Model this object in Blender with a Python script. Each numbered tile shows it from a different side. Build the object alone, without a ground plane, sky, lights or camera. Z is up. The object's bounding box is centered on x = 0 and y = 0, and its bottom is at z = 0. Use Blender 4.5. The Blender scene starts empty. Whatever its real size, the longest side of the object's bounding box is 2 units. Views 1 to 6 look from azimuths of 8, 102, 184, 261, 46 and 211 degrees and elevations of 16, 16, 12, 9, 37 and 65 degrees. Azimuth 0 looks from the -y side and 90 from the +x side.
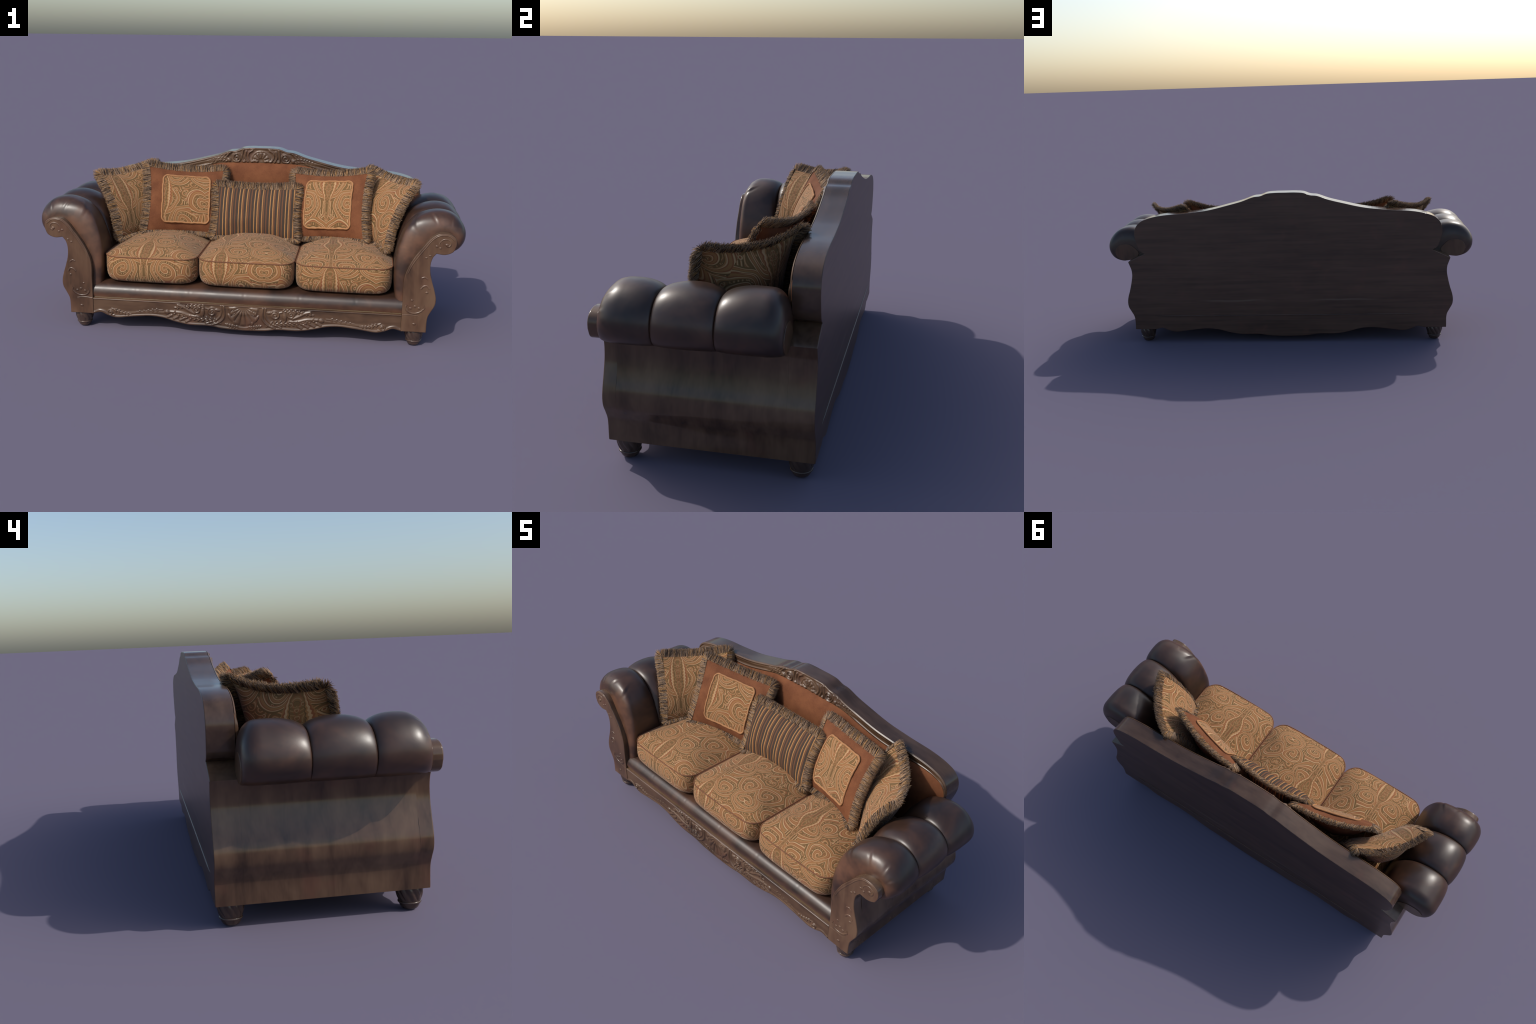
# Rolled-arm three-seat sofa: carved wooden frame, leather arms, paisley seats and five fringed pillows.
import bpy, bmesh, math, random
import numpy as np
from mathutils import Vector, Matrix

random.seed(7)
rng = np.random.default_rng(7)

# ----------------------------------------------------------------------------- helpers
def catmull(points, per=8):
    """Smooth open curve through control points; a point (x, z, 1) is a hard corner."""
    pts = [np.array(p[:2], float) for p in points]
    corner = [len(p) > 2 for p in points]
    out = []
    for i in range(len(pts) - 1):
        p1, p2 = pts[i], pts[i + 1]
        p0 = p1 - (p2 - p1) if i == 0 or corner[i] else pts[i - 1]
        p3 = p2 + (p2 - p1) if i + 2 >= len(pts) or corner[i + 1] else pts[i + 2]
        d0, d1, d2 = [max(1e-6, np.linalg.norm(b - a)) ** 0.5 for a, b in ((p0, p1), (p1, p2), (p2, p3))]
        m1 = (p1 - p0) / d0 - (p2 - p0) / (d0 + d1) + (p2 - p1) / d1
        m2 = (p2 - p1) / d1 - (p3 - p1) / (d1 + d2) + (p3 - p2) / d2
        m1, m2 = m1 * d1, m2 * d1
        for k in range(per):
            t = k / per
            out.append((2*t**3 - 3*t**2 + 1) * p1 + (t**3 - 2*t**2 + t) * m1 + (3*t**2 - 2*t**3) * p2 + (t**3 - t**2) * m2)
    out.append(pts[-1])
    return np.array(out)

def resample(curve, n):
    curve = np.asarray(curve, float)
    s = np.concatenate([[0], np.cumsum(np.linalg.norm(np.diff(curve, axis=0), axis=1))])
    q = np.linspace(0, s[-1], n)
    return np.stack([np.interp(q, s, curve[:, k]) for k in range(curve.shape[1])], 1)

def smoothstep(a, b, x):
    t = np.clip((x - a) / (b - a), 0, 1)
    return t * t * (3 - 2 * t)

def link(obj, parent=None):
    bpy.context.scene.collection.objects.link(obj)
    if parent is not None:
        obj.parent = parent
    return obj

def shade(mesh, angle=35):
    mesh.shade_smooth()
    mesh.set_sharp_from_angle(angle=math.radians(angle))

def make(name, verts, faces, material, parent=None, angle=35, fix=True):
    mesh = bpy.data.meshes.new(name)
    mesh.from_pydata([tuple(map(float, v)) for v in verts], [], faces)
    if fix:
        bm = bmesh.new(); bm.from_mesh(mesh)
        bmesh.ops.remove_doubles(bm, verts=bm.verts, dist=1e-6)
        bmesh.ops.recalc_face_normals(bm, faces=bm.faces)
        bm.to_mesh(mesh); bm.free()
    mesh.materials.append(material)
    shade(mesh, angle)
    return link(bpy.data.objects.new(name, mesh), parent)

def grid_faces(nu, nv, wrap_u=False, start=0):
    f = []
    for i in range(nu if wrap_u else nu - 1):
        for j in range(nv - 1):
            a, b = start + i * nv + j, start + ((i + 1) % nu) * nv + j
            f.append((a, b, b + 1, a + 1))
    return f

def slab(name, outline, y0, y1, material, parent, bevel=0.004, sides=(True, True), segments=3, rim=None):
    """Board: an outline in the x-z plane, thick from y0 to y1, with rounded edges."""
    bm = bmesh.new()
    front = [bm.verts.new((x, y0, z)) for x, z in outline]
    back = [bm.verts.new((x, y1, z)) for x, z in outline]
    n = len(front)
    f0, f1 = bm.faces.new(front), bm.faces.new(back[::-1])
    for i in range(n):
        bm.faces.new((front[i], back[i], back[(i + 1) % n], front[(i + 1) % n]))
    bmesh.ops.recalc_face_normals(bm, faces=bm.faces)
    edges = [e for f, on in ((f0, sides[0]), (f1, sides[1])) if on for e in f.edges]
    if bevel and edges:
        bmesh.ops.bevel(bm, geom=edges, offset=bevel, segments=segments, affect='EDGES', clamp_overlap=True, profile=0.5)
    mesh = bpy.data.meshes.new(name)
    bm.to_mesh(mesh); bm.free()
    mesh.materials.append(material)
    if rim is not None:      # the sawn edge shows the same veneer as the sides
        mesh.materials.append(rim)
        for p in mesh.polygons: p.material_index = int(abs(p.normal.y) < 0.6)
    shade(mesh, 40)
    obj = link(bpy.data.objects.new(name, mesh), parent)
    flat = obj.modifiers.new('flat_faces', 'WEIGHTED_NORMAL'); flat.keep_sharp = True; flat.weight = 100
    return obj

def tube(points, radius, closed=False, sides=8, taper=None, verts=None, faces=None):
    """Round bar along 3D points; returns verts and faces."""
    verts = [] if verts is None else verts
    faces = [] if faces is None else faces
    P = np.asarray(points, float); n = len(P); start = len(verts)
    T = np.roll(P, -1, 0) - np.roll(P, 1, 0)
    if not closed:
        T[0], T[-1] = P[1] - P[0], P[-1] - P[-2]
    T /= np.linalg.norm(T, axis=1)[:, None]
    up = np.array([0.0, 1.0, 0.0]) if abs(T[:, 1]).max() < 0.9 else np.array([0.31, 0.2, 0.93])
    for i in range(n):
        a = np.cross(T[i], up); a /= np.linalg.norm(a); b = np.cross(T[i], a)
        r = radius * (taper[i] if taper is not None else 1)
        for k in range(sides):
            w = 2 * math.pi * k / sides
            verts.append(P[i] + r * (math.cos(w) * a + math.sin(w) * b))
    for i in range(n if closed else n - 1):
        for k in range(sides):
            a, b = start + i * sides, start + ((i + 1) % n) * sides
            faces.append((a + k, a + (k + 1) % sides, b + (k + 1) % sides, b + k))
    if not closed:
        faces.append(tuple(start + k for k in range(sides)))
        faces.append(tuple(start + (n - 1) * sides + k for k in reversed(range(sides))))
    return verts, faces

def mirror(outline):
    """Right half, from bottom centre to top centre -> whole closed outline."""
    half = np.asarray(outline)
    left = half[::-1].copy(); left[:, 0] *= -1
    keep = [p for p in left if abs(p[0]) > 1e-6]
    return np.concatenate([half, np.array(keep)])

def value_noise(x, y, seed=0):
    xi, yi = np.floor(x).astype(int), np.floor(y).astype(int)
    fx, fy = x - xi, y - yi
    def h(a, b):
        v = np.sin(a * 127.1 + b * 311.7 + seed * 74.7) * 43758.5453
        return v - np.floor(v)
    fx, fy = fx*fx*(3-2*fx), fy*fy*(3-2*fy)
    return (h(xi, yi)*(1-fx) + h(xi+1, yi)*fx)*(1-fy) + (h(xi, yi+1)*(1-fx) + h(xi+1, yi+1)*fx)*fy

# ----------------------------------------------------------------------------- material kit
class Kit:
    def __init__(self, name):
        self.mat = bpy.data.materials.new(name); self.mat.use_nodes = True
        self.t = self.mat.node_tree; self.t.nodes.clear()
        self.out = self.t.nodes.new('ShaderNodeOutputMaterial')
        self.bsdf = self.t.nodes.new('ShaderNodeBsdfPrincipled')
        self.t.links.new(self.bsdf.outputs[0], self.out.inputs[0])
        self.co = self.t.nodes.new('ShaderNodeTexCoord').outputs['Object']
    def put(self, socket, v):
        if isinstance(v, bpy.types.NodeSocket): self.t.links.new(v, socket)
        elif v is not None:
            if isinstance(v, (tuple, list)) and len(v) == 3 and socket.type == 'RGBA': v = (*v, 1)
            socket.default_value = v
    def node(self, kind, ins=(), out=0, **props):
        n = self.t.nodes.new(kind)
        for k, v in props.items(): setattr(n, k, v)
        for k, v in (ins.items() if isinstance(ins, dict) else enumerate(ins)): self.put(n.inputs[k], v)
        return n.outputs[out]
    def m(self, op, a, b=None, c=None):
        return self.node('ShaderNodeMath', [v for v in (a, b, c) if v is not None], operation=op)
    def v(self, op, a, b=None, out=0):
        return self.node('ShaderNodeVectorMath', [x for x in (a, b) if x is not None], out, operation=op)
    def sep(self, v):
        n = self.t.nodes.new('ShaderNodeSeparateXYZ'); self.put(n.inputs[0], v); return n.outputs[0], n.outputs[1], n.outputs[2]
    def com(self, x=0.0, y=0.0, z=0.0): return self.node('ShaderNodeCombineXYZ', [x, y, z])
    def scale(self, v, s): return self.node('ShaderNodeVectorMath', {0: v, 1: s}, operation='MULTIPLY')
    def noise(self, v, scale, detail=3, rough=0.55, dist=0.0, color=False):
        return self.node('ShaderNodeTexNoise', {'Vector': v, 'Scale': scale, 'Detail': detail, 'Roughness': rough, 'Distortion': dist}, 1 if color else 0)
    def ramp(self, f, stops, mode='LINEAR'):
        n = self.t.nodes.new('ShaderNodeValToRGB'); r = n.color_ramp; r.interpolation = mode
        while len(r.elements) < len(stops): r.elements.new(0.5)
        for e, (p, c) in zip(r.elements, stops):
            e.position = p; e.color = (*c, 1) if not isinstance(c, (int, float)) else (c, c, c, 1)
        self.put(n.inputs[0], f); return n.outputs[0]
    def mix(self, f, a, b, mode='MIX'):
        n = self.t.nodes.new('ShaderNodeMix'); n.data_type = 'RGBA'; n.blend_type = mode
        self.put(n.inputs[0], f); self.put(n.inputs[6], a); self.put(n.inputs[7], b); return n.outputs[2]
    def step(self, x, a, b):
        n = self.t.nodes.new('ShaderNodeMapRange'); n.interpolation_type = 'SMOOTHSTEP'
        self.put(n.inputs[0], x); n.inputs[1].default_value, n.inputs[2].default_value = a, b; return n.outputs[0]
    def finish(self, color, rough=0.5, bump=None, strength=0.3, distance=0.002, **other):
        self.put(self.bsdf.inputs['Base Color'], color); self.put(self.bsdf.inputs['Roughness'], rough)
        for k, v in other.items(): self.put(self.bsdf.inputs[k.replace('_', ' ')], v)
        if bump is not None:
            n = self.t.nodes.new('ShaderNodeBump'); n.inputs['Strength'].default_value = strength
            n.inputs['Distance'].default_value = distance; self.put(n.inputs['Height'], bump)
            self.t.links.new(n.outputs[0], self.bsdf.inputs['Normal'])
        return self.mat

def wood(name, axis, dark=(0.036, 0.019, 0.011), mid=(0.088, 0.046, 0.026), light=(0.130, 0.075, 0.043), rough=0.30, scuffs=False):
    k = Kit(name)
    stretch = {'x': (0.16, 1, 1), 'y': (1, 0.16, 1), 'z': (1, 1, 0.16)}[axis]
    p = k.scale(k.co, stretch)
    grain = k.noise(p, 26, 4, 0.6, 0.5)
    patch = k.noise(k.scale(k.co, tuple(0.35 + 0.65 * s for s in stretch)), 7, 4, 0.6, 0.4)
    if scuffs:           # plain back panel: thin, long grain
        grain = k.noise(k.scale(k.co, (0.045, 1, 1)), 62, 4, 0.6, 0.3)
        patch = k.m('ADD', 0.33, k.m('MULTIPLY', patch, 0.35))
    f = k.m('ADD', k.m('MULTIPLY', grain, 0.50), k.m('SUBTRACT', k.m('MULTIPLY', patch, 0.85), 0.125))
    col = k.ramp(f, [(0.36, dark), (0.53, mid), (0.72, light)])
    red = k.step(k.noise(k.co, 9, 3), 0.55, 0.75)
    col = k.mix(k.m('MULTIPLY', red, 0.35), col, (0.115, 0.046, 0.030))
    if scuffs:           # long pale rubs low on the back
        x, y, z = k.sep(k.co)
        line = k.m('ADD', z, k.m('MULTIPLY', k.noise(k.scale(k.co, (0.5, 1, 1)), 9, 2), 0.020))
        rub = k.m('MULTIPLY', k.step(k.m('ABSOLUTE', k.m('SUBTRACT', line, 0.245)), 0.007, 0.002), k.m('MULTIPLY', k.step(k.m('ABSOLUTE', k.m('SUBTRACT', k.m('ABSOLUTE', x), 0.30)), 0.22, 0.08), k.m('GREATER_THAN', y, 0.325)))
        col = k.mix(k.m('MULTIPLY', rub, 0.5), col, (0.15, 0.105, 0.075))
    r = k.m('ADD', k.m('MULTIPLY', patch, 0.14), rough - 0.07)
    return k.finish(col, r, grain, 0.02, 0.001, Specular_IOR_Level=0.5)

def leather(name, worn_front=False):
    k = Kit(name)
    x, y, z = k.sep(k.co)
    big = k.noise(k.co, 6.5, 4, 0.6, 0.5)
    col = k.ramp(big, [(0.33, (0.018, 0.0105, 0.0080)), (0.52, (0.038, 0.0190, 0.0128)), (0.74, (0.078, 0.037, 0.022))])
    tan = k.mix(k.noise(k.co, 22, 4), (0.060, 0.028, 0.017), (0.185, 0.085, 0.045))
    if worn_front:       # rubbed-through finish where the leather is pulled tight against the carved front
        edge = k.m('ADD', y, k.m('MULTIPLY', k.noise(k.co, 14, 3), 0.055))
        worn = k.step(edge, -0.238, -0.284)
    else:                # deck roll: rubbed along the lower front
        edge = k.m('ADD', z, k.m('MULTIPLY', k.noise(k.co, 12, 3), 0.03))
        worn = k.step(edge, 0.206, 0.176)
    col = k.mix(k.m('MULTIPLY', worn, k.m('MULTIPLY', k.step(k.noise(k.co, 9, 3), 0.30 if worn_front else 0.05, 0.66), 0.95)), col, tan)
    pores = k.node('ShaderNodeTexVoronoi', {'Vector': k.co, 'Scale': 420.0})
    r = k.m('ADD', 0.30, k.m('MULTIPLY', k.noise(k.co, 30, 3), 0.14))
    return k.finish(col, r, pores, 0.06, 0.0006, Specular_IOR_Level=0.55)

def suede(name):
    k = Kit(name)
    n1, n2 = k.noise(k.co, 16, 4), k.noise(k.co, 260, 2)
    col = k.ramp(k.m('ADD', k.m('MULTIPLY', n1, 0.7), k.m('MULTIPLY', n2, 0.3)), [(0.35, (0.114, 0.039, 0.0165)), (0.65, (0.176, 0.065, 0.0275))])
    return k.finish(col, 0.85, n2, 0.2, 0.001, Specular_IOR_Level=0.2)

def plain(name, color, rough=0.7, var=0.25, scale=60):
    k = Kit(name)
    n = k.noise(k.co, scale, 3)
    return k.finish(k.mix(n, tuple(c * (1 - var) for c in color), tuple(min(1, c * (1 + var)) for c in color)), rough, Specular_IOR_Level=0.3)

TAN, OLIVE, CREAM, TERRA, SHADE = (0.275, 0.134, 0.051), (0.152, 0.088, 0.033), (0.43, 0.270, 0.138), (0.218, 0.073, 0.031), (0.088, 0.050, 0.021)

def paisley(name, project, shift=(0.0, 0.0)):
    """Woven paisley: mirrored curls and teardrops with echoing contour lines."""
    k = Kit(name)
    x, y, z = k.sep(k.co)
    if project == 'seat':         # top and front run on; the cheeks are turned
        g = k.node('ShaderNodeNewGeometry', out=1)
        nx = k.m('GREATER_THAN', k.m('ABSOLUTE', k.sep(g)[0]), 0.8)
        u = k.m('ADD', k.m('MULTIPLY', x, k.m('SUBTRACT', 1.0, nx)), k.m('MULTIPLY', y, nx))
        w = k.m('ADD', k.m('MULTIPLY', y, k.m('SUBTRACT', 1.0, nx)), z)
    else:
        u, w = x, y
    u, w = k.m('ADD', u, shift[0]), k.m('ADD', w, shift[1])
    u = k.m('PINGPONG', u, 0.21)
    p = k.com(u, w, 0.0)
    warp = k.noise(p, 8, 1, 0.5, color=True)
    p = k.v('ADD', p, k.scale(k.v('SUBTRACT', warp, (0.5, 0.5, 0.5)), (0.060, 0.060, 0.0)))

    def curls(scale, pitch, turn):
        """Distance and spiral phase round the nearest of scattered centres."""
        n = k.t.nodes.new('ShaderNodeTexVoronoi'); n.voronoi_dimensions = '2D'
        k.put(n.inputs['Vector'], p); n.inputs['Scale'].default_value = scale; n.inputs['Randomness'].default_value = 0.85
        rx, ry, rz = k.sep(n.outputs['Color'])
        q = k.v('SUBTRACT', p, n.outputs['Position'])
        qx, qy, _ = k.sep(q)
        th = k.m('ARCTAN2', qy, qx)
        hand = k.m('SUBTRACT', k.m('MULTIPLY', k.m('GREATER_THAN', rx, 0.5), 2.0), 1.0)
        r = k.v('LENGTH', q, out=1)
        egg = k.m('ADD', 1.0, k.m('MULTIPLY', k.m('COSINE', k.m('ADD', th, k.m('MULTIPLY', ry, 6.283))), 0.38))
        r = k.m('MULTIPLY', r, egg)
        ph = k.m('ADD', k.m('DIVIDE', r, pitch), k.m('MULTIPLY', k.m('MULTIPLY', hand, th), turn / 6.28318))
        return r, k.m('FRACT', ph), rz

    def bands(f, stops, soft=0.02):
        """Crisp woven lines: each (start, colour) runs to the next."""
        out = [(0.0, stops[0][1])]
        for (_, c0), (p1, c1) in zip(stops[:-1], stops[1:]): out += [(p1 - soft, c0), (p1 + soft, c1)]
        return k.ramp(f, out)
    fine = k.noise(k.com(u, w, 0.0), 700, 1)
    # ground: little curls, seeds and ladders of hatching
    r2, s2, c2 = curls(21.0, 0.0155, 1.0)
    ground = bands(s2, [(0.0, OLIVE), (0.14, SHADE), (0.22, TAN), (0.40, CREAM), (0.50, TAN), (0.66, TERRA), (0.78, OLIVE)])
    hatch = bands(k.m('FRACT', k.m('MULTIPLY', u, 88.0)), [(0.0, SHADE), (0.25, OLIVE), (0.55, CREAM), (0.8, TAN)], 0.05)
    ground = k.mix(k.m('GREATER_THAN', c2, 0.80), ground, hatch)
    r3, s3, c3 = curls(52.0, 0.0085, 1.0)
    seed = bands(k.m('MULTIPLY', r3, 120.0), [(0.0, TERRA), (0.35, CREAM), (0.6, OLIVE)], 0.04)
    ground = k.mix(k.m('MULTIPLY', k.m('LESS_THAN', r3, 0.0062), k.m('GREATER_THAN', c3, 0.45)), ground, seed)
    # large volutes with wound lines and echoing contours
    r1, s1, c1 = curls(7.6, 0.0300, 1.0)
    spiral = bands(s1, [(0.0, TAN), (0.14, TERRA), (0.23, CREAM), (0.34, OLIVE), (0.40, SHADE), (0.45, OLIVE), (0.66, SHADE), (0.70, TAN), (0.80, CREAM), (0.88, TERRA), (0.95, TAN)], 0.015)
    inside = k.m('LESS_THAN', k.m('ABSOLUTE', k.m('SUBTRACT', s1, 0.55)), 0.10)
    fill = k.mix(k.m('MULTIPLY', inside, 0.75), spiral, ground)
    size = k.m('ADD', 0.038, k.m('MULTIPLY', c1, 0.024))
    d = k.m('SUBTRACT', r1, size)
    echo = bands(k.m('MULTIPLY', d, 33.0), [(0.0, TERRA), (0.09, CREAM), (0.21, SHADE), (0.26, TAN), (0.50, TERRA), (0.58, CREAM), (0.68, OLIVE), (0.80, SHADE), (0.84, OLIVE)], 0.015)
    body = k.mix(k.m('LESS_THAN', d, 0.0), k.mix(k.m('LESS_THAN', d, 0.0275), ground, echo), fill)
    # flaring feathered stalks, mirrored about each fold
    flare = k.m('ADD', 0.009, k.m('MULTIPLY', k.m('POWER', k.m('ABSOLUTE', k.m('SINE', k.m('MULTIPLY', w, 8.5))), 3.0), 0.040))
    b = k.m('DIVIDE', k.sep(p)[0], flare)
    tooth = k.m('MULTIPLY', k.m('PINGPONG', k.m('SUBTRACT', k.m('MULTIPLY', w, 130.0), k.m('MULTIPLY', b, 2.0)), 1.0), 0.07)
    stalk = bands(k.m('ADD', b, tooth), [(0.0, OLIVE), (0.20, TERRA), (0.32, OLIVE), (0.55, SHADE), (0.60, TAN), (0.70, CREAM), (0.84, TERRA), (0.95, TAN)], 0.015)
    stalk = k.mix(k.m('MULTIPLY', k.m('LESS_THAN', b, 0.5), 0.45), stalk, ground)
    body = k.mix(k.m('LESS_THAN', b, 1.0), body, stalk)
    col = k.mix(k.m('MULTIPLY', k.step(fine, 0.40, 0.62), 0.35), body, k.mix(0.6, body, (0.09, 0.05, 0.018)))
    col = k.mix(0.05, col, TAN)
    weave = k.node('ShaderNodeTexNoise', {'Vector': k.co, 'Scale': 700.0, 'Detail': 1.0})
    return k.finish(col, 0.85, weave, 0.25, 0.0008, Specular_IOR_Level=0.2, Sheen_Weight=0.1)

def stripes(name):
    k = Kit(name)
    x, y, z = k.sep(k.co)
    u = k.m('ADD', x, k.m('MULTIPLY', k.m('SUBTRACT', k.noise(k.co, 40, 2), 0.5), 0.0022))
    f = k.m('FRACT', k.m('ADD', k.m('DIVIDE', u, 0.079), 5.12))
    G, B, D = (0.36, 0.178, 0.066), (0.145, 0.062, 0.030), (0.050, 0.035, 0.026)
    stops = [(0.0, G), (0.062, D), (0.195, G), (0.262, D), (0.285, B), (0.352, D), (0.50, G), (0.565, D), (0.60, B), (0.668, D), (0.77, B), (0.845, D)]
    col = k.ramp(f, stops, 'CONSTANT')
    col = k.mix(k.m('MULTIPLY', k.noise(k.co, 500, 1), 0.3), col, (0.05, 0.03, 0.02))
    return k.finish(col, 0.85, k.noise(k.co, 600, 1), 0.2, 0.0008, Specular_IOR_Level=0.2)

M_WOOD_X, M_WOOD_Y, M_WOOD_Z = wood('wood_along', 'x', (0.030, 0.0155, 0.0095), (0.064, 0.033, 0.021), (0.096, 0.053, 0.034), 0.36, scuffs=True), wood('wood_side', 'z', (0.036, 0.020, 0.012), (0.078, 0.044, 0.026), (0.116, 0.069, 0.041), 0.17), wood('wood_upright', 'z')
M_CARVE = wood('wood_carved', 'x', (0.026, 0.014, 0.008), (0.075, 0.040, 0.022), (0.118, 0.068, 0.039), 0.36)
M_RAIL = wood('wood_rail_top', 'x', (0.034, 0.019, 0.012), (0.056, 0.032, 0.021), (0.080, 0.047, 0.030), 0.17)
M_FOOT = wood('wood_foot', 'z', dark=(0.028, 0.017, 0.013), mid=(0.055, 0.034, 0.026), light=(0.085, 0.055, 0.042), rough=0.25)
M_GILT = plain('wood_antiqued_bead', (0.105, 0.070, 0.030), 0.35)
M_ARM, M_DECK = leather('leather_arm', True), leather('leather_deck')
M_SUEDE = suede('rust_suede')
M_PIPE = plain('piping_terracotta', (0.165, 0.070, 0.034), 0.8)
M_TRIM = plain('patch_cord_gold', (0.34, 0.165, 0.070), 0.8)
M_STRIPE = stripes('striped_weave')
M_SEAT = [paisley('paisley_seat', 'seat', s) for s in ((0.02, 0.03), (0.115, 0.11), (0.06, 0.21))]
M_PAISLEY = [paisley('paisley_pillow', 'flat', s) for s in ((0.05, 0.02), (0.09, 0.13))]
M_PATCH = [paisley('paisley_patch', 'flat', s) for s in ((0.0, 0.06), (0.115, 0.17))]
M_FRINGE = [plain('fringe_thread_' + n, c, 0.75, 0.3, 90) for n, c in (
    ('tan', (0.35, 0.225, 0.135)), ('brown', (0.140, 0.085, 0.055)), ('gold', (0.40, 0.210, 0.070)), ('umber', (0.035, 0.024, 0.020)), ('grey', (0.32, 0.225, 0.155)))]

# ----------------------------------------------------------------------------- the sofa
sofa = link(bpy.data.objects.new('sofa', None))
sofa['label'] = 'carved wooden sofa with leather arms and paisley seat cushions'
sofa['category'] = 'sofa'

# --- backrest board: whole outline, right half from bottom centre to top centre
Y_BACK, Y_SLAB, Y_FRONT = 0.333, 0.247, -0.335
lower = catmull([(0.0, 0.030), (0.10, 0.034), (0.16, 0.043), (0.26, 0.0437), (0.33, 0.056), (0.385, 0.071), (0.45, 0.077), (0.50, 0.073), (0.56, 0.066), (0.62, 0.059), (0.66, 0.068), (0.695, 0.082), (0.731, 0.075, 1), (0.847, 0.075)], 6)
side = catmull([(0.847, 0.075), (0.8495, 0.1466), (0.8635, 0.176), (0.8776, 0.2034), (0.8809, 0.2308), (0.8767, 0.2597), (0.8655, 0.2958), (0.8531, 0.346), (0.8473, 0.3818), (0.8494, 0.4122), (0.8572, 0.4354), (0.8645, 0.456, 1), (0.8207, 0.4775), (0.772, 0.4995)], 6)
TOP = [(0.772, 0.500), (0.796, 0.517), (0.809, 0.5476), (0.8175, 0.5794), (0.8208, 0.6039), (0.8168, 0.6318), (0.8047, 0.656), (0.7823, 0.6764), (0.7466, 0.6914), (0.7007, 0.7026), (0.6449, 0.7102), (0.5617, 0.7155), (0.4856, 0.7226), (0.43, 0.7290), (0.3753, 0.7394), (0.3166, 0.7536), (0.2306, 0.7757), (0.1687, 0.7975), (0.1314, 0.8020), (0.0972, 0.8143), (0.055, 0.8182), (0.0, 0.8185)]
upper = catmull(TOP, 6)
outline = mirror(np.concatenate([lower[:-1], side[:-1], upper]))
back_board = slab('back_board', outline, Y_SLAB, Y_BACK, M_WOOD_X, sofa, 0.0035, (False, True), rim=M_WOOD_Y)
back_board.data.materials.append(M_RAIL)          # polished rail top above the arms
for p in back_board.data.polygons:
    if p.material_index == 1 and p.center.z > 0.501: p.material_index = 2

# thin bead across the back
vv, ff = tube([(x, Y_BACK + 0.0003, 0.151) for x in np.linspace(-0.738, 0.738, 40)], 0.0029, taper=[min(1, 0.2 + 0.4 * min(i, 39 - i)) for i in range(40)])
make('back_bead', vv, ff, M_WOOD_X, sofa)

# --- backrest frame: moulding ribbon that swells to the carved crest
inner_pts = [(0.772, 0.500), (0.786, 0.520), (0.797, 0.5476), (0.806, 0.575), (0.8085, 0.600), (0.801, 0.624), (0.785, 0.643), (0.758, 0.657), (0.722, 0.667), (0.672, 0.6735), (0.610, 0.676), (0.530, 0.678), (0.465, 0.681), (0.415, 0.688), (0.372, 0.697), (0.316, 0.711), (0.225, 0.734), (0.168, 0.7395), (0.130, 0.741), (0.096, 0.742), (0.055, 0.7425), (0.0, 0.7425)]
outer_c, inner_c = upper, catmull(inner_pts, 6)

def spiral_relief(x, z, cx, cz, R, hand=1, pitch=0.011, start=0.0):
    dx, dz = x - cx, z - cz
    r, th = np.hypot(dx, dz), np.arctan2(dz, dx)
    arms = 0.5 + 0.5 * np.cos(2 * np.pi * (r / pitch - hand * th / (2 * np.pi) - start))
    return (0.35 + 0.65 * arms) * smoothstep(R, R * 0.72, r)

def ridge(x, z, pts, width):
    """Raised line through 2D points."""
    c = catmull(pts, 6); best = np.full(x.shape, 1e9)
    for a, b in zip(c[:-1], c[1:]):
        d = b - a; t = np.clip(((x - a[0]) * d[0] + (z - a[1]) * d[1]) / (d @ d), 0, 1)
        best = np.minimum(best, np.hypot(x - a[0] - t * d[0], z - a[1] - t * d[1]))
    return np.exp(-(best / width) ** 2)

def lobe(x, z, cx, cz, a, b, angle):
    c, s = math.cos(angle), math.sin(angle)
    u, v = (x - cx) * c + (z - cz) * s, -(x - cx) * s + (z - cz) * c
    return np.sqrt(np.clip(1 - (u / a) ** 2 - (v / b) ** 2, 0, 1))

def shell_relief(x, z, cx, cz, R, n, up=1):
    dx, dz = x - cx, (z - cz) * up
    r, th = np.hypot(dx, dz), np.arctan2(dx, dz)
    flute = np.abs(np.cos(n * th)) ** 0.7
    fan = smoothstep(0.10 * R, 0.45 * R, r) * smoothstep(R, R * 0.86, r) * smoothstep(1.95, 1.6, np.abs(th))
    return fan * (0.05 + 0.95 * flute) + 0.6 * np.exp(-((r - R * 1.08) / (0.07 * R)) ** 2) * smoothstep(1.9, 1.6, np.abs(th))

def frond(x, z, spine, n, length, width, lean=0.9, fade=0.4):
    """Leaf spray: a midrib with paired leaflets that sweep forward."""
    c = resample(catmull(spine, 6), n + 2)
    h = 0.7 * ridge(x, z, spine, width * 0.8)
    for i in range(1, n + 1):
        t = c[i + 1] - c[i - 1]; a = math.atan2(t[1], t[0]); L = length * (1 - fade * i / n)
        for s in (-1, 1):
            w = a + s * lean
            h = np.maximum(h, lobe(x, z, c[i][0] + 0.55 * L * math.cos(w), c[i][1] + 0.55 * L * math.sin(w), 0.62 * L, width, w - 0.25 * s))
    return h

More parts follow.
